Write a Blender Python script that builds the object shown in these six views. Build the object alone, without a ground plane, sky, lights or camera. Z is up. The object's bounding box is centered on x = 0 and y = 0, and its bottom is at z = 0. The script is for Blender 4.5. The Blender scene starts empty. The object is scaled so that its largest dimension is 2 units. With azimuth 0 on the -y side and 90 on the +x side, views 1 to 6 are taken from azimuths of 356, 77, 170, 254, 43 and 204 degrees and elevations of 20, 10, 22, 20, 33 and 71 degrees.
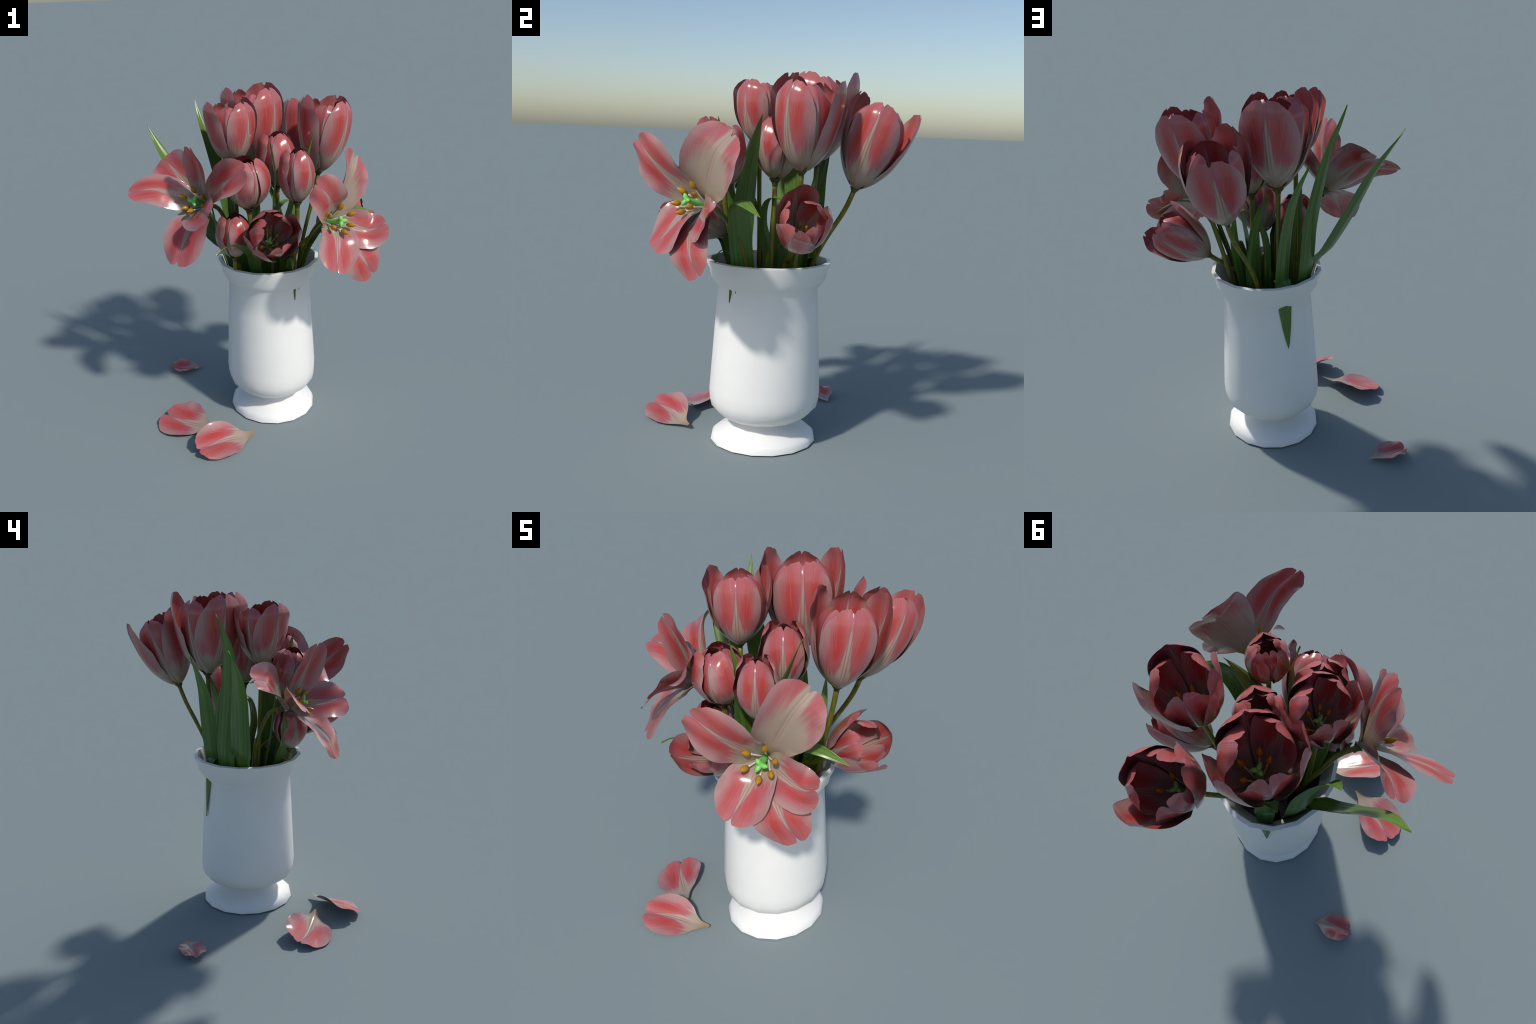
# A footed white vase holding twelve pink tulips, with three fallen petals beside it.
import bpy, math, random
import numpy as np
from mathutils import Matrix, Vector

random.seed(7)
V = lambda *a: np.array(a, float)


def unit(v):
    return v / (np.linalg.norm(v) + 1e-12)


# --------------------------------------------------------------------------
# node helpers: scalar expressions written as python arithmetic
# --------------------------------------------------------------------------
class Sc:
    """A scalar socket (or number) that builds Math nodes when combined."""

    def __init__(self, nt, s):
        self.nt, self.s = nt, s

    def op(self, kind, *others, clamp=False):
        n = self.nt.nodes.new("ShaderNodeMath")
        n.operation = kind
        n.use_clamp = clamp
        for i, o in enumerate((self,) + others):
            v = o.s if isinstance(o, Sc) else o
            if isinstance(v, (int, float)):
                n.inputs[i].default_value = v
            else:
                self.nt.links.new(v, n.inputs[i])
        return Sc(self.nt, n.outputs[0])

    def __add__(self, o): return self.op("ADD", o)
    def __radd__(self, o): return self.op("ADD", o)
    def __sub__(self, o): return self.op("SUBTRACT", o)
    def __rsub__(self, o): return Sc(self.nt, o).op("SUBTRACT", self)
    def __mul__(self, o): return self.op("MULTIPLY", o)
    def __rmul__(self, o): return self.op("MULTIPLY", o)
    def __truediv__(self, o): return self.op("DIVIDE", o)
    def abs(self): return self.op("ABSOLUTE")
    def clamp(self): return self.op("ADD", 0.0, clamp=True)

    def bell(self, centre, width):
        d = (self - centre) / width
        return Sc(self.nt, 2.718281828).op("POWER", (d * d) * -1.0)

    def step(self, lo, hi):
        n = self.nt.nodes.new("ShaderNodeMapRange")
        n.interpolation_type = "SMOOTHSTEP"
        self.nt.links.new(self.s, n.inputs["Value"])
        for k, v in (("From Min", lo), ("From Max", hi)):
            if isinstance(v, Sc):
                self.nt.links.new(v.s, n.inputs[k])
            else:
                n.inputs[k].default_value = v
        return Sc(self.nt, n.outputs["Result"])


class Mat:
    def __init__(self, name, rough=0.5, spec=0.5):
        self.m = bpy.data.materials.new(name)
        self.m.use_nodes = True
        self.nt = self.m.node_tree
        self.b = self.nt.nodes["Principled BSDF"]
        self.b.inputs["Roughness"].default_value = rough
        self.b.inputs["Specular IOR Level"].default_value = spec
        self.tc = self.nt.nodes.new("ShaderNodeTexCoord")
        self.oi = self.nt.nodes.new("ShaderNodeObjectInfo")

    def coord(self, kind):
        n = self.nt.nodes.new("ShaderNodeSeparateXYZ")
        self.nt.links.new(self.tc.outputs[kind], n.inputs[0])
        return [Sc(self.nt, o) for o in n.outputs]

    def random(self):
        return Sc(self.nt, self.oi.outputs["Random"])

    def noise(self, x, y, z, scale=1.0, detail=2.0):
        c = self.nt.nodes.new("ShaderNodeCombineXYZ")
        for i, v in enumerate((x, y, z)):
            if isinstance(v, Sc):
                self.nt.links.new(v.s, c.inputs[i])
            else:
                c.inputs[i].default_value = v
        n = self.nt.nodes.new("ShaderNodeTexNoise")
        n.inputs["Scale"].default_value = scale
        n.inputs["Detail"].default_value = detail
        self.nt.links.new(c.outputs[0], n.inputs["Vector"])
        return Sc(self.nt, n.outputs["Fac"])

    def rgb(self, c):
        n = self.nt.nodes.new("ShaderNodeRGB")
        n.outputs[0].default_value = (*c, 1)
        return n.outputs[0]

    def mix(self, a, b, f):
        n = self.nt.nodes.new("ShaderNodeMix")
        n.data_type = "RGBA"
        if isinstance(f, Sc):
            self.nt.links.new(f.s, n.inputs[0])
        else:
            n.inputs[0].default_value = f
        for i, c in ((6, a), (7, b)):
            if isinstance(c, tuple):
                n.inputs[i].default_value = (*c, 1)
            else:
                self.nt.links.new(c, n.inputs[i])
        return n.outputs[2]

    def colour(self, sock):
        if isinstance(sock, tuple):
            self.b.inputs["Base Color"].default_value = (*sock, 1)
        else:
            self.nt.links.new(sock, self.b.inputs["Base Color"])

    def bump(self, h, strength=0.2, distance=0.002):
        n = self.nt.nodes.new("ShaderNodeBump")
        n.inputs["Strength"].default_value = strength
        n.inputs["Distance"].default_value = distance
        self.nt.links.new(h.s, n.inputs["Height"])
        self.nt.links.new(n.outputs[0], self.b.inputs["Normal"])


def petal_material(name, pale=0.0):
    """Cream petal with red flanks, a pale mid stripe with two red lines, tan claw.
    Generated coordinates are those of the flat petal: x across, y from claw to tip."""
    m = Mat(name, rough=0.16, spec=0.5)
    gx, gy, _ = m.coord("Generated")
    t = (gx - 0.5) * 2.0
    s = gy
    rnd = m.random() * 37.0
    at = t.abs()
    fan = t / (s * 0.75 + 0.35)                      # veins fan out from the claw
    streak = m.noise(fan * 9.0, s * 1.6, rnd, 1.0, 3.0)
    fine = m.noise(fan * 42.0, s * 3.5, rnd, 1.0, 3.0)
    blot = m.noise(t * 1.7, s * 2.6, rnd + 5.0, 1.0, 2.0)
    cream = (0.345, 0.268, 0.210)
    rose = (0.350, 0.076, 0.108)
    red = (0.395, 0.050, 0.046)
    pink = (0.365, 0.124, 0.128)
    blush = (0.375, 0.232, 0.222)
    wob = (streak - 0.5) * 0.26 + (fine - 0.5) * 0.30
    centre = t.bell(0.0, 0.13)
    edge = 0.27 + pale * 0.25 + centre * (0.46 + pale * 0.5) + (blot - 0.5) * 0.12
    if pale:
        edge = edge - at.step(0.40, 1.0) * (0.32 * pale)
    tinted = (s + wob).step(edge, edge + (0.17 + 0.26 * pale))
    base = m.mix(m.rgb(cream), m.rgb(rose), tinted)
    deeper = (s + wob * 0.6).step(edge + 0.06, edge + (0.26 + 0.30 * pale))
    core = (at.bell(0.36, 0.27) * s.bell(0.66, 0.30) * (0.55 + 1.0 * blot)).clamp()
    flank = m.mix(m.rgb(pink), m.rgb(red), core)
    base = m.mix(base, flank, deeper)
    margin = (at + s * 0.22 + (fine - 0.5) * 0.40 + (blot - 0.5) * 0.45).step(0.62, 1.15)
    base = m.mix(base, m.rgb(blush), margin * 0.80)
    veins = fine.step(0.48, 0.80) * tinted * 0.34
    base = m.mix(base, m.rgb(blush), veins)
    lines = (at + (streak - 0.5) * 0.015).bell(0.050, 0.017) * s.step(0.18, 0.42)
    base = m.mix(base, m.rgb((0.33, 0.080, 0.095)), lines * (0.80 - 0.45 * pale))
    claw = 1.0 - (s + (streak - 0.5) * 0.08).step(0.03, 0.24)
    base = m.mix(base, m.rgb((0.27, 0.180, 0.085)), claw * 0.85)
    m.colour(base)
    m.bump(fine * 0.7 + lines * -0.6, 0.22, 0.0012)
    return m.m


def leaf_material():
    m = Mat("leaf_green", rough=0.33, spec=0.5)
    gx, gy, _ = m.coord("Generated")
    t = (gx - 0.5) * 2.0
    rnd = m.random() * 31.0
    st = m.noise(t * 9.0, gy * 0.8, rnd, 1.0, 3.0)
    bl = m.noise(t * 1.5, gy * 5.0, rnd, 1.0, 2.0)
    c = m.mix(m.rgb((0.040, 0.105, 0.014)), m.rgb((0.090, 0.170, 0.028)), st.step(0.3, 0.7))
    c = m.mix(c, m.rgb((0.115, 0.205, 0.030)), (gy + (bl - 0.5) * 0.5).step(0.55, 1.0) * 0.7)
    c = m.mix(c, m.rgb((0.16, 0.23, 0.07)), t.bell(0.0, 0.035) * 0.55)
    c = m.mix(c, m.rgb((0.16, 0.10, 0.02)), bl.step(0.70, 0.80) * 0.35)
    m.colour(c)
    m.bump(st, 0.18, 0.002)
    return m.m


def stem_material():
    m = Mat("stem_olive", rough=0.35, spec=0.4)
    x, y, z = m.coord("Object")
    n = m.noise(x * 60.0, y * 60.0, z * 3.0, 1.0, 2.0)
    patch = m.noise(x * 4.0, y * 4.0, z * 4.0, 1.0, 2.0)
    c = m.mix(m.rgb((0.105, 0.110, 0.012)), m.rgb((0.185, 0.155, 0.012)), n.step(0.35, 0.65))
    c = m.mix(c, m.rgb((0.09, 0.14, 0.022)), patch.step(0.45, 0.7) * 0.6)
    m.colour(c)
    return m.m


def plain_material(name, c, rough, spec=0.5, vary=0.0, scale=40.0):
    m = Mat(name, rough, spec)
    x, y, z = m.coord("Object")
    n = m.noise(x, y, z, scale, 2.0)
    dark = tuple(v * (1 - vary) for v in c)
    m.colour(m.mix(m.rgb(dark), m.rgb(c), n.step(0.3, 0.7)))
    return m.m


M_PETAL = petal_material("petal_red_flame")
M_PALE = petal_material("petal_pale_flame", 1.0)
M_LEAF = leaf_material()
M_STEM = stem_material()
M_VASE = plain_material("white_glaze", (0.83, 0.82, 0.79), 0.45, 0.35, 0.02, 6.0)
M_ANTHER = plain_material("anther_ochre", (0.46, 0.230, 0.010), 0.30, 0.5, 0.25, 70.0)
M_FILAMENT = plain_material("filament_white", (0.72, 0.70, 0.66), 0.4, 0.4, 0.05)
M_PISTIL = plain_material("pistil_green", (0.20, 0.62, 0.12), 0.45, 0.4, 0.15, 50.0)
M_COLLAR = plain_material("collar_green", (0.075, 0.085, 0.016), 0.4, 0.4, 0.3, 60.0)


# --------------------------------------------------------------------------
# geometry helpers
# --------------------------------------------------------------------------
def curve_through(pts, params, closed=False):
    """Catmull-Rom through pts (n x k), evaluated at arc-length params 0..1."""
    P = np.array(pts, float)
    P = np.vstack([2 * P[0] - P[1], P, 2 * P[-1] - P[-2]])
    fine = []
    for i in range(1, len(P) - 2):
        for u in np.linspace(0, 1, 24, endpoint=False):
            a, b, c, d = P[i - 1], P[i], P[i + 1], P[i + 2]
            fine.append(0.5 * (2 * b + (c - a) * u + (2 * a - 5 * b + 4 * c - d) * u * u + (3 * b - a - 3 * c + d) * u ** 3))
    fine.append(P[-2])
    fine = np.array(fine)
    seg = np.linalg.norm(np.diff(fine[:, :3], axis=0), axis=1)
    L = np.concatenate([[0], np.cumsum(seg)])
    L /= L[-1]
    return np.stack([np.interp(params, L, fine[:, k]) for k in range(fine.shape[1])], 1)


def link(ob, parent=None):
    bpy.context.scene.collection.objects.link(ob)
    if parent is not None:
        ob.parent = parent
    return ob


def mesh_object(name, verts, faces, mat, smooth=True):
    me = bpy.data.meshes.new(name)
    me.from_pydata([tuple(map(float, v)) for v in verts], [], faces)
    me.materials.append(mat)
    me.update()
    if smooth:
        me.polygons.foreach_set("use_smooth", [True] * len(me.polygons))
    return bpy.data.objects.new(name, me)


def grid_faces(nu, nv):
    return [(i * nv + j, i * nv + j + 1, (i + 1) * nv + j + 1, (i + 1) * nv + j)
            for i in range(nu - 1) for j in range(nv - 1)]


PETAL_CLAWED = ([0, .06, .14, .22, .32, .45, .60, .78, 1.0], [.06, .11, .19, .36, .68, .92, 1.0, 1.0, .92])
PETAL_WIDTH = ([0, .04, .10, .17, .27, .40, .55, .75, 1.0], [.10, .17, .36, .56, .76, .92, 1.0, 1.0, .94])


def blade(name, mat, spine, lateral, width, curl, kind="petal", notch=0.065, notch_at=0.0,
          crease=0.006, ruffle=0.0, seed=0, top=0.60, skew=0.0, tipcurl=0.0, ragged=0.6, outline=None):
    """One petal or leaf blade: a flat outline (kept as the basis, so that Generated
    coordinates are petal coordinates) bent along a spine by a shape key.
    lateral: sideways vector(s) along the spine; curl: cross curvature (1/m) along it."""
    nu, nv = (34, 45) if kind == "petal" else (44, 9)
    rng = random.Random(seed)
    ph = [rng.uniform(0, 6.28) for _ in range(6)]
    t = np.sin(np.linspace(-1, 1, nv) * math.pi / 2)
    t = 0.55 * t + 0.45 * np.linspace(-1, 1, nv)
    u = np.linspace(0, 1, nu)
    if kind == "petal":
        S = top + (1 - top) * np.clip(1 - np.abs(t) ** 2.6, 0, 1) ** 0.50
        S = S - skew * t * (1 - top)
        S = S - notch * np.clip(1 - np.abs(t - notch_at) / 0.085, 0, 1)
        S = S + ragged * (0.006 * np.sin(t * 17 + ph[0]) + 0.004 * np.sin(t * 37 + ph[1]))
        S = np.minimum(S, 1.0)
        wf = lambda s: np.interp(s, *(outline or PETAL_WIDTH))
    else:
        S = np.ones_like(t)
        wf = lambda s: np.interp(s, [0, .3, .5, .65, .78, .88, .95, 1], [.55, .86, 1, .98, .80, .52, .24, 0.0])
    dense = np.linspace(0, 1, 121)
    sp = curve_through(spine, dense)
    tan = np.gradient(sp, axis=0)
    tan /= np.linalg.norm(tan, axis=1)[:, None]
    lat = np.atleast_2d(np.array(lateral, float))
    lat = np.repeat(lat, 2, 0) if len(lat) == 1 else lat
    lx = np.linspace(0, 1, len(lat))
    lat = np.stack([np.interp(dense, lx, lat[:, k]) for k in range(3)], 1)
    lat -= (lat * tan).sum(1)[:, None] * tan
    lat /= np.linalg.norm(lat, axis=1)[:, None]
    nor = np.cross(lat, tan)
    cu = np.atleast_1d(np.array(curl, float))
    cx = np.linspace(0, 1, len(cu))
    flat, bent = [], []
    length = np.linalg.norm(np.diff(sp, axis=0), axis=1).sum()
    for ui in u:
        for tj, Sj in zip(t, S):
            s = ui * Sj
            x = tj * wf(s) * width
            k = np.interp(s, cx, cu)
            p = np.array([np.interp(s, dense, sp[:, i]) for i in range(3)])
            b = np.array([np.interp(s, dense, lat[:, i]) for i in range(3)])
            n = np.array([np.interp(s, dense, nor[:, i]) for i in range(3)])
            if abs(k) < 1e-4:
                dx, dn = x, 0.0
            else:
                a = max(-2.6, min(2.6, k * x))
                dx, dn = math.sin(a) / k, (1 - math.cos(a)) / k
                over = abs(k * x) - 2.6
                if over > 0:
                    dx += math.copysign(over / abs(k), x) * math.cos(a)
            dn -= crease * math.exp(-(x / 0.014) ** 2) * min(1, s * 2)
            if ruffle:
                e = abs(tj) ** 2 * s
                dn += ruffle * e * (math.sin(s * 11 + ph[2] + (2.2 if tj > 0 else 0)) + 0.6 * math.sin(s * 19 + ph[3]))
                dn += ruffle * 0.7 * s ** 4 * math.sin(tj * 7 + ph[4])
            if tipcurl:
                dn += tipcurl * max(0, s - 0.75) ** 2 * 16
            flat.append((x, s * length, 0))
            bent.append(p + b * dx + n * dn)
    ob = mesh_object(name, flat, grid_faces(nu, nv), mat)
    ob.shape_key_add(name="flat")
    kb = ob.shape_key_add(name="bent")
    kb.data.foreach_set("co", np.array(bent, float).ravel())
    kb.value = 1.0
    return ob


def tube(name, mat, pts, radii, sides=12):
    n = max(8, len(pts) * 7)
    u = np.linspace(0, 1, n)
    P = curve_through(pts, u)
    R = np.interp(u, np.linspace(0, 1, len(radii)), radii)
    tan = np.gradient(P, axis=0)
    tan /= np.linalg.norm(tan, axis=1)[:, None]
    ref = V(0, 0, 1) if abs(tan[0][2]) < 0.9 else V(1, 0, 0)
    a = unit(np.cross(tan[0], ref))
    vs = []
    for i in range(n):
        a = unit(a - (a @ tan[i]) * tan[i])
        b = np.cross(tan[i], a)
        for k in range(sides):
            th = 2 * math.pi * k / sides
            vs.append(P[i] + R[i] * (math.cos(th) * a + math.sin(th) * b))
    fs = [(i * sides + k, i * sides + (k + 1) % sides, (i + 1) * sides + (k + 1) % sides, (i + 1) * sides + k)
          for i in range(n - 1) for k in range(sides)]
    fs.append(tuple(range(sides))[::-1])
    fs.append(tuple(range((n - 1) * sides, n * sides)))
    return mesh_object(name, vs, fs, mat)


def lathe(name, mat, prof, sides=16, sx=1.0, phase=0.0, smooth=True, caps=False):
    vs, n = [], len(prof)
    for r, z in prof:
        for k in range(sides):
            th = phase + 2 * math.pi * k / sides
            vs.append((sx * r * math.cos(th), r * math.sin(th), z))
    fs = [(i * sides + k, i * sides + (k + 1) % sides, (i + 1) * sides + (k + 1) % sides, (i + 1) * sides + k)
          for i in range(n - 1) for k in range(sides)]
    if caps:
        fs.append(tuple(range(sides))[::-1])
        fs.append(tuple(range((n - 1) * sides, n * sides)))
    return mesh_object(name, vs, fs, mat, smooth)


def smooth_by_angle(ob, deg):
    me = ob.data
    me.polygons.foreach_set("use_smooth", [True] * len(me.polygons))
    import bmesh
    bm = bmesh.new()
    bm.from_mesh(me)
    for e in bm.edges:
        if len(e.link_faces) == 2 and e.calc_face_angle() > math.radians(deg):
            e.smooth = False
    bm.to_mesh(me)
    bm.free()


# --------------------------------------------------------------------------
# vase: sixteen-sided, slightly narrower along x
# --------------------------------------------------------------------------
VX, VY, SQ = 0.063, 0.041, 0.907
outer = [(0.136, 0.136), (0.165, 0.130), (0.192, 0.130), (0.222, 0.141), (0.260, 0.168), (0.291, 0.200), (0.302, 0.245), (0.306, 0.300),
         (0.294, 0.500), (0.282, 0.700), (0.271, 0.862), (0.284, 0.880), (0.309, 0.915), (0.317, 0.955),
         (0.337, 0.996), (0.338, 1.006)]
inner = [(0.316, 1.009), (0.298, 0.960), (0.290, 0.915), (0.252, 0.870), (0.262, 0.700), (0.274, 0.500),
         (0.286, 0.300), (0.262, 0.190), (0.150, 0.140), (0.002, 0.138)]
vase = lathe("vase", M_VASE, outer + inner, 16, SQ)
smooth_by_angle(vase, 50)
vase.location = (VX, VY, 0)
vase["label"] = "white footed vase with a flared faceted rim"
vase["category"] = "vase"
link(vase)
foot = lathe("foot", M_VASE, [(0.002, 0.0), (0.282, 0.0), (0.292, 0.006), (0.287, 0.030), (0.272, 0.046), (0.225, 0.066),
                              (0.180, 0.086), (0.155, 0.100), (0.143, 0.116), (0.140, 0.135)], 16, SQ)
smooth_by_angle(foot, 50)
link(foot, vase)


# --------------------------------------------------------------------------
# tulip heads (local frame: stem joint at the origin, mouth along +z)
# --------------------------------------------------------------------------
def ring_petal(az, prof, width, kmul=1.0, rot=0.0, name="petal", mat=None, **kw):
    a = math.radians(az)
    er, et = V(math.cos(a), math.sin(a), 0), V(-math.sin(a), math.cos(a), 0)
    spine = [er * r + V(0, 0, z) for r, z in prof]
    dense = curve_through(spine, np.linspace(0, 1, 25))
    curl = [kmul / max(0.042, (p @ er)) for p in dense]
    lat = [-et] if not rot else [-et, -et, unit(-et * math.cos(rot) + V(0, 0, 1) * math.sin(rot))]
    return blade(name, mat or M_PETAL, spine, lat, width, curl, **kw)


def cup_head():
    low = [(.006, -.004), (.044, .014), (.092, .060), (.135, .135), (.163, .235)]
    lo2 = [(.006, -.004), (.046, .014), (.098, .062), (.145, .135), (.178, .235)]
    parts = [
        ring_petal(-50, low + [(.169, .330), (.156, .410), (.118, .463)], .160, 0.98, seed=1, notch_at=.02, ruffle=.002),
        ring_petal(198, lo2 + [(.196, .330), (.201, .405), (.180, .472)], .166, 0.92, seed=2, notch_at=-.03, ruffle=.007, skew=.06),
        ring_petal(67, lo2 + [(.195, .330), (.200, .405), (.188, .466)], .166, 0.90, seed=3, notch_at=.03, ruffle=.007, skew=-.05),
    ]
    lin = [(.004, .002), (.036, .020), (.080, .062), (.122, .135), (.150, .235)]
    parts += [
        ring_petal(8, lin + [(.150, .320), (.118, .395), (.058, .444)], .140, 1.0, seed=4, ruffle=.004, notch=.05),
        ring_petal(132, lin + [(.164, .325), (.160, .390), (.130, .436)], .132, 1.0, seed=5, ruffle=.006, notch=.06),
        ring_petal(254, lin + [(.158, .325), (.142, .385), (.104, .428)], .130, 1.0, seed=6, ruffle=.004, notch=.05),
    ]
    return parts


def bud_head():
    low = [(.005, -.003), (.030, .008), (.064, .040), (.092, .095), (.102, .155), (.095, .215)]
    parts = [
        ring_petal(-52, low + [(.072, .268), (.040, .302)], .098, 0.97, seed=11, ruffle=.001, notch=.07),
        ring_petal(182, low + [(.084, .266), (.056, .300)], .096, 0.88, seed=12, ruffle=.005, skew=.15),
        ring_petal(66, low + [(.080, .268), (.046, .300)], .098, 0.90, seed=13, ruffle=.005, skew=-.1),
    ]
    lin = [(r * .84, z * .98 + .004) for r, z in low]
    parts += [
        ring_petal(8, lin + [(.058, .258), (.024, .284)], .080, 1.0, seed=14, ruffle=.003),
        ring_petal(128, lin + [(.058, .258), (.026, .282)], .080, 1.0, seed=15, ruffle=.003),
        ring_petal(248, lin + [(.060, .258), (.026, .286)], .080, 1.0, seed=16, ruffle=.003),
    ]
    return parts


def ellipsoid_prof(r, h, n=9):
    return [(max(1e-4, r * math.sin(math.pi * i / (n - 1)) ** 0.9 * (1.0 - 0.25 * i / (n - 1))), h * i / (n - 1)) for i in range(n)]


ANTHER = lathe("anther", M_ANTHER, ellipsoid_prof(0.0165, 0.064), 12)
ANTHER_MESH = ANTHER.data
bpy.data.objects.remove(ANTHER)


def stamens_and_pistil(parent, place=Matrix(), spread=0.055, height=0.135, seed=0):
    """Pistil with a three-lobed stigma, and six stamens round it, in the head's local frame."""
    rng = random.Random(seed)
    pist = tube("pistil", M_PISTIL, [V(0, 0, 0.0), V(0, 0, height * 0.5), V(0, 0, height)], [0.014, 0.0150, 0.0130], 12)
    pist.matrix_basis = place
    link(pist, parent)
    for k in range(3):
        a = 2 * math.pi * k / 3 + 0.5
        d = V(math.cos(a), math.sin(a), 0)
        lobe = tube("stigma_lobe", M_PISTIL, [V(0, 0, height - .006), d * .014 + V(0, 0, height + .004), d * .030 + V(0, 0, height + .010), d * .0335 + V(0, 0, height + .011)],
                    [0.0115, 0.0125, 0.0115, 0.004], 10)
        lobe.matrix_basis = place
        link(lobe, parent)
    for k in range(6):
        a = 2 * math.pi * (k + 0.25 * rng.uniform(-1, 1)) / 6
        d = V(math.cos(a), math.sin(a), 0)
        h = height * rng.uniform(0.68, 0.9)
        top = d * spread * rng.uniform(.85, 1.1) + V(0, 0, h)
        fil = tube("filament", M_FILAMENT, [d * .012, d * spread * .55 + V(0, 0, h * .5), top], [.0055, .0045, .004], 8)
        fil.matrix_basis = place
        link(fil, parent)
        an = bpy.data.objects.new("anther", ANTHER_MESH)
        ax = unit(top - d * spread * .4 - V(0, 0, h * .35))
        an.matrix_basis = place @ Matrix.Translation(Vector(top)) @ Vector((0, 0, 1)).rotation_difference(Vector(ax)).to_matrix().to_4x4()
        link(an, parent)


CUP = cup_head()
BUD = bud_head()


def frame(R, t, s, sx=1.0):
    m = Matrix([[R[i][j] * s * (sx if j < 2 else 1) for j in range(3)] + [t[i]] for i in range(3)] + [[0, 0, 0, 1]])
    return m


def rz(deg):
    a = math.radians(deg)
    return [[math.cos(a), -math.sin(a), 0], [math.sin(a), math.cos(a), 0], [0, 0, 1]]


def tilt(deg, towards, R):
    """Rotate frame R so that +z leans by deg towards the horizontal direction (x, y)."""
    ax = Vector((-towards[1], towards[0], 0)).normalized()
    T = Matrix.Rotation(math.radians(deg), 3, ax)
    return [list(r) for r in (T @ Matrix(R))]


IDENT = rz(0)
BOTTOM = 0.18                                     # stems stand on the inner floor


def new_tulip(base, label):
    e = bpy.data.objects.new("tulip", None)
    e.empty_display_size = 0.05
    e["label"] = label
    e["category"] = "tulip"
    link(e)
    return e


def add_stem(tulip, pts, r=0.0125):
    ob = tube("stem", M_STEM, [V(*p) for p in pts], [r * .95, r, r, r * .95, r * 1.05], 12)
    link(ob, tulip)


def add_collar(head, place=Matrix()):
    ob = lathe("collar", M_COLLAR, [(0.0125, -0.035), (0.0150, -0.018), (0.024, -0.004), (0.030, 0.002), (0.022, 0.003), (0.004, 0.000)], 14)
    ob.matrix_basis = place
    link(ob, head)


def closed_tulip(kind, base, R, s, stem, label, sx=1.0, seed=0):
    tulip = new_tulip(base, label)
    head = bpy.data.objects.new("flower_head", None)
    head.empty_display_size = 0.02
    link(head, tulip)
    head.matrix_basis = frame(R, base, s, sx)
    for src in (CUP if kind == "cup" else BUD):
        p = src.copy()
        p.name = "petal"
        link(p, head)
    if kind == "cup":
        stamens_and_pistil(head, seed=seed, spread=.06, height=.15)
    add_collar(head)
    add_stem(tulip, stem)
    return tulip


def axis_of(R):
    return V(R[0][2], R[1][2], R[2][2])


def stem_points(base, R, rim, floor, bend=0.10):
    b = V(*base)
    a = axis_of(R)
    return [V(*floor), V(*rim) * .5 + V(*floor) * .5, V(*rim), b - a * bend + (V(*rim) - b) * .12, b - a * .012]


R_C = [[0.986, 0.014, 0.164], [-0.012, 1.0, -0.01], [-0.164, 0.008, 0.986]]
R_D = [[0.912, -0.365, 0.187], [0.307, 0.91, 0.278], [-0.272, -0.196, 0.942]]
R_J = [[-0.346, -0.511, 0.787], [0.824, -0.567, -0.006], [0.449, 0.646, 0.617]]
R_I = [[-0.929, -0.368, 0.022], [0.189, -0.526, -0.829], [0.317, -0.767, 0.559]]
R_G = tilt(6, (-.3, -1), rz(47))

TULIPS = {}
for key, kind, base, R, s, sx, rim, floor in [
    ("A", "cup", (.026, .291, 1.531), IDENT, 1.0, 1.0, (.035, .250, 1.0), (.05, .14, BOTTOM)),
    ("B", "cup", (-.126, .009, 1.595), IDENT, .772, 1.03, (-.105, .020, 1.0), (-.02, .02, BOTTOM)),
    ("C", "cup", (.386, .114, 1.495), R_C, .953, .92, (.275, .130, 1.0), (.18, .10, BOTTOM)),
    ("D", "cup", (.304, .417, 1.412), R_D, .966, .93, (.150, .262, 1.0), (.06, .14, BOTTOM)),
    ("I", "cup", (.040, -.182, 1.141), R_I, .765, 1.0, (.060, -.080, 1.0), (.07, -.02, BOTTOM)),
    ("J", "cup", (.379, .098, 1.131), R_J, .716, 1.0, (.205, .095, 1.0), (.14, .06, BOTTOM)),
    ("E", "bud", (.127, .043, 1.438), IDENT, 1.06, 1.08, (.135, .038, 1.0), (.10, .04, BOTTOM)),
    ("F", "bud", (.210, -.232, 1.408), IDENT, 1.0, .98, (.190, -.165, 1.0), (.14, -.05, BOTTOM)),
    ("G", "bud", (-.058, -.185, 1.379), R_G, .97, 1.26, (-.020, -.120, 1.0), (.02, -.03, BOTTOM)),
    ("H", "bud", (-.150, -.167, 1.084), IDENT, .84, 1.17, (-.125, -.110, 1.0), (-.04, -.03, BOTTOM)),
]:
    lab = "pink red tulip with a tall open cup" if kind == "cup" else "small closed pink tulip bud on a green stem"
    TULIPS[key] = closed_tulip(kind, base, R, s, stem_points(base, R, rim, floor, .14 if key in "IJ" else .07), lab, sx, seed=ord(key))


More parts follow.
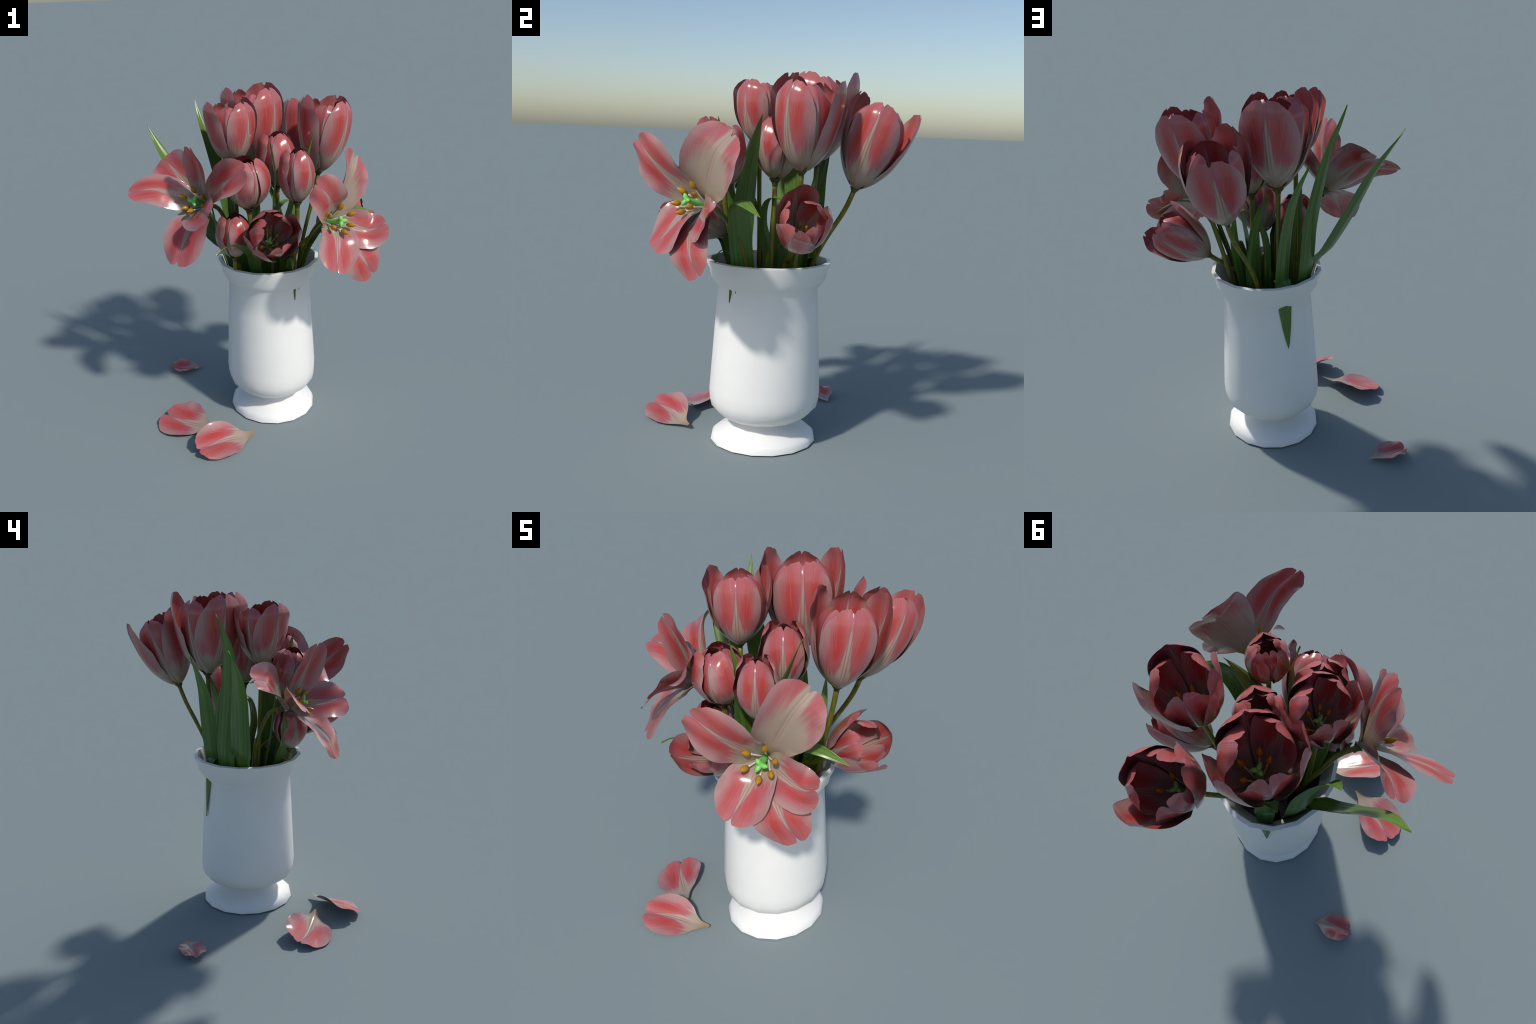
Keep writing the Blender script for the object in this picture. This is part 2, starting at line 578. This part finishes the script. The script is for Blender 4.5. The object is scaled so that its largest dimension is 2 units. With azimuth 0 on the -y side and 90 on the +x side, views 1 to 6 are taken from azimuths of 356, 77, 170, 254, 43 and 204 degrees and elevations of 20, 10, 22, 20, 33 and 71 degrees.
# --------------------------------------------------------------------------
# the two wide open tulips: every petal has its own spine
# --------------------------------------------------------------------------
def open_petal(base, axis, tip, left, right, k=5.0, fwd=0.03, start=14.0, end=0.0, mat=None, name="petal", over=1.05, wide=1.0, end_side=None, **kw):
    """A petal known by its claw, the notch at its tip and the two widest points of its rim."""
    b, n, tp, l, r = V(*base), unit(V(*axis)), V(*tip), V(*left), V(*right)
    chord = (l + r) / 2
    along = unit(tp - b)
    lat = unit((r - l) - ((r - l) @ along) * along)
    if np.cross(lat, along) @ n < 0:
        lat = -lat
    face = np.cross(lat, along)
    half = np.linalg.norm(r - l) / 2
    if abs(k) > 1e-3:
        th = math.asin(max(-.97, min(.97, half * k)))
        sag, arc = (1 - math.cos(th)) / k, th / k
    else:
        sag, arc = 0.0, half
    mid = chord - face * sag
    past = (mid - b) @ along - .74 * np.linalg.norm(tp - b)
    mid = mid - along * max(0.0, past)
    tail = tp - mid
    spine = [b, b + (mid - b) * .36 + n * fwd, mid, tp + unit(tail) * .05 * np.linalg.norm(tp - b) * over]
    lt = unit(r - l) if unit(r - l) @ lat > 0 else unit(l - r)
    return blade(name, mat or M_PETAL, spine, [lat, lt, lt if end_side is None else unit(V(*end_side)) * (1 if V(*end_side) @ lt > 0 else -1)], arc * wide, [start, k * 1.1, k, (k + end) / 2, end], **kw)


def open_tulip(base, axis, petals, stem, label, seed):
    tulip = new_tulip(base, label)
    head = bpy.data.objects.new("flower_head", None)
    head.empty_display_size = 0.02
    link(head, tulip)
    for i, p in enumerate(petals):
        link(open_petal(base, axis, seed=seed + i, crease=.003, **p), head)
    z = Vector(unit(V(*axis)))
    place = Matrix.Translation(Vector(base)) @ Vector((0, 0, 1)).rotation_difference(z).to_matrix().to_4x4()
    stamens_and_pistil(head, place, spread=.055, height=.125, seed=seed)
    add_collar(head, place)
    add_stem(tulip, stem)
    return tulip


L_BASE, L_AXIS = (.355, -.340, 1.318), (.50, -.82, .25)
TULIPS["L"] = open_tulip(L_BASE, L_AXIS, [
    dict(tip=(.529, -.259, 1.656), left=(.430, -.470, 1.555), right=(.626, -.252, 1.56), k=4.5, fwd=.02, end=2, mat=M_PALE, ruffle=.004),
    dict(tip=(.257, -.662, 1.611), left=(.272, -.655, 1.44), right=(.421, -.562, 1.578), k=4.0, fwd=.02, end=-5, ruffle=.010),
    dict(tip=(.372, -.589, 1.124), left=(.288, -.616, 1.222), right=(.500, -.502, 1.202), k=4.0, fwd=.05, end=-4, ruffle=.005),
    dict(tip=(.596, -.415, 1.033), left=(.455, -.530, 1.098), right=(.675, -.388, 1.131), k=1.5, fwd=.04, end=-3, ruffle=.005),
    dict(tip=(.667, -.380, 1.301), left=(.606, -.448, 1.187), right=(.685, -.374, 1.368), k=4.5, fwd=.03, end=-4, ruffle=.009),
], [(.10, -.03, BOTTOM), (.16, -.07, .60), (.235, -.115, 1.0), (.285, -.185, 1.18), (.325, -.285, 1.295), V(*L_BASE) - .01 * unit(V(*L_AXIS))],
    "wide open pink tulip showing stamens and pistil", 40)

K_BASE, K_AXIS = (-.300, -.076, 1.378), (-.52, -.74, .42)
TULIPS["K"] = open_tulip(K_BASE, K_AXIS, [
    dict(tip=(-.716, -.061, 1.472), left=(-.575, -.025, 1.578), right=(-.592, -.125, 1.405), k=1.5, fwd=.01, end=-3, ruffle=.006, top=.54, end_side=(0, .85, .52)),
    dict(tip=(-.526, .160, 1.603), left=(-.612, .055, 1.555), right=(-.425, .050, 1.680), k=7.0, fwd=.00, end=3, ruffle=.006),
    dict(tip=(-.370, -.241, 1.735), left=(-.418, -.138, 1.660), right=(-.302, -.317, 1.605), k=5.0, fwd=.01, end=3, ruffle=.005),
    dict(tip=(-.095, -.348, 1.630), left=(-.154, -.329, 1.722), right=(-.215, -.370, 1.515), k=6.0, fwd=.02, end=3, ruffle=.010),
    dict(tip=(-.478, -.336, 1.134), left=(-.560, -.228, 1.242), right=(-.333, -.384, 1.258), k=2.5, fwd=.03, end=-3, ruffle=.006),
    dict(tip=(-.298, -.440, 1.417), left=(-.432, -.324, 1.345), right=(-.278, -.362, 1.520), k=4.0, fwd=.02, end=0, ruffle=.009),
], [(.00, -.01, BOTTOM), (-.05, .02, .60), (-.115, .045, 1.0), (-.165, .035, 1.18), (-.225, -.015, 1.335), V(*K_BASE) - .01 * unit(V(*K_AXIS))],
    "wide open pink tulip with drooping twisted petals", 60)


# --------------------------------------------------------------------------
# leaves
# --------------------------------------------------------------------------
LEAVES = [
    # owner, spine, sideways vectors, half width, fold
    ("K", [(-.02, .06, .30), (-.154, .148, .97), (-.266, .174, 1.134), (-.382, .208, 1.343), (-.477, .236, 1.525), (-.551, .266, 1.654), (-.622, .320, 1.79)], [(.55, .8, .1), (.72, .60, .34)], .068, 4.0),
    ("A", [(.00, .12, .30), (-.120, .225, .99), (-.157, .225, 1.282), (-.208, .223, 1.495), (-.266, .237, 1.711), (-.299, .268, 1.819), (-.325, .313, 1.926)], [(.7, .7, 0), (.8, .6, .1)], .063, 4.0),
    ("A", [(.03, .14, .30), (.013, .270, .98), (-.004, .302, 1.237), (-.033, .329, 1.415), (-.069, .369, 1.548), (-.109, .418, 1.667)], [(.75, .66, 0)], .060, 4.0),
    ("F", [(.08, .00, .30), (.120, -.115, .99), (.150, -.125, 1.23), (.205, -.119, 1.454), (.275, -.102, 1.621), (.339, -.075, 1.77)], [(-.15, 1, 0)], .060, 4.5),
    ("G", [(.06, -.02, .30), (.065, -.14, 1.0), (.077, -.206, 1.392), (.090, -.224, 1.558), (.080, -.240, 1.670), (.069, -.254, 1.753)], [(.1, 1, 0)], .050, 5),
    ("L", [(.12, -.02, .35), (.24, -.135, 1.0), (.325, -.175, 1.22), (.420, -.20, 1.340), (.53, -.19, 1.352), (.661, -.14, 1.297)], [(-.2, 1, 0), (0, 1, 0), (.1, 1, .25)], .060, 5),
    ("I", [(.02, -.02, .40), (-.03, -.16, 1.0), (-.055, -.235, 1.12), (-.12, -.33, 1.20), (-.19, -.39, 1.222), (-.255, -.423, 1.183)], [(1, -.4, 0), (.8, -.6, .2), (.4, -.7, .5)], .042, 5),
    ("D", [(.10, .12, .35), (.165, .20, 1.0), (.15, .205, 1.22), (.11, .20, 1.36), (.048, .18, 1.478)], [(1, .3, 0), (.8, .6, 0)], .036, 10),
    ("E", [(.08, .06, .35), (.06, .04, 1.0), (.07, .00, 1.20), (.13, .005, 1.325), (.20, .055, 1.345), (.27, .11, 1.29)], [(1, -1, 0), (.5, -1, 0), (.6, -1, 0)], .036, 7),
    ("C", [(.14, .06, .35), (.21, .14, 1.0), (.24, .17, 1.20), (.245, .20, 1.36), (.23, .235, 1.47)], [(1, 1, 0)], .040, 8),
    ("B", [(-.01, .00, .35), (-.10, -.03, 1.0), (-.13, -.05, 1.18), (-.15, -.06, 1.32), (-.175, -.07, 1.45)], [(1, -.3, 0)], .040, 8),
    ("J", [(.13, .06, .35), (.14, .10, 1.0), (.14, .13, 1.18), (.13, .16, 1.30), (.10, .18, 1.42)], [(1, -.5, 0)], .038, 8),
    ("H", [(.00, -.02, .35), (-.14, -.10, 1.0), (-.20, -.11, 1.13), (-.245, -.10, 1.25), (-.27, -.09, 1.36)], [(.3, -1, 0)], .036, 8),
    # the one that bends over inside the rim and comes out through the wall at the back
    ("D", [(.05, .13, .40), (.03, .20, .90), (.02, .255, 1.015), (.012, .300, .985), (.012, .312, .88), (.005, .318, .63)], [(-1, -.2, 0)], .046, 5),
    # the one whose tip comes out through the wall at the front right
    ("F", [(.13, -.03, .50), (.16, -.15, .95), (.168, -.205, 1.065), (.176, -.248, 1.060), (.172, -.262, 1.008)], [(1, .2, 0)], .028, 6),
]
for i, (own, sp, lat, w, fold) in enumerate(LEAVES):
    ob = blade("leaf", M_LEAF, [V(*p) for p in sp], [unit(V(*l)) for l in lat], w, [fold * .4, fold, fold, fold * 1.4],
               kind="leaf", crease=.004, ruffle=.004, seed=100 + i)
    link(ob, TULIPS[own])
ob = tube("leaf_tip", M_STEM, [V(.175, -.165, .93), V(.188, -.180, .875), V(.193, -.192, .800)], [.014, .011, .0015], 6)
link(ob, TULIPS["F"])


# --------------------------------------------------------------------------
# fallen petals
# --------------------------------------------------------------------------
def fallen(tail, tip, low_rim, high_rim, k, seed, facing=(0, 0, 1), **kw):
    ob = open_petal(tail, facing, tip, low_rim, high_rim, k=k, seed=seed, name="fallen_petal", crease=.006, outline=PETAL_CLAWED, ragged=1.0, **kw)
    kb = ob.data.shape_keys.key_blocks["bent"]          # it rests on the ground
    for p in kb.data:
        if p.co.z < 0.012:
            p.co.z = 0.002 + 0.010 * math.exp((p.co.z - 0.012) / 0.02)
    ob["label"] = "curled fallen pink tulip petal with tan claw"
    ob["category"] = "petal"
    link(ob)
    return ob


fallen((-.085, -.357, .030), (-.413, -.528, .055), (-.255, -.565, .026), (-.330, -.375, .122), 4.0, 201, fwd=-.01, start=18, end=0, ruffle=.007, wide=1.08)
fallen((-.327, -.300, .050), (-.617, -.096, .040), (-.595, -.292, .022), (-.485, -.065, .106), 4.0, 202, fwd=-.01, start=18, end=0, ruffle=.009, wide=1.06)
fallen((-.383, .555, .018), (-.591, .529, .036), (-.543, .612, .058), (-.503, .458, .044), 7.0, 203, fwd=-.005, start=20, end=3, ruffle=.010)

for ob in CUP + BUD:
    bpy.data.objects.remove(ob)
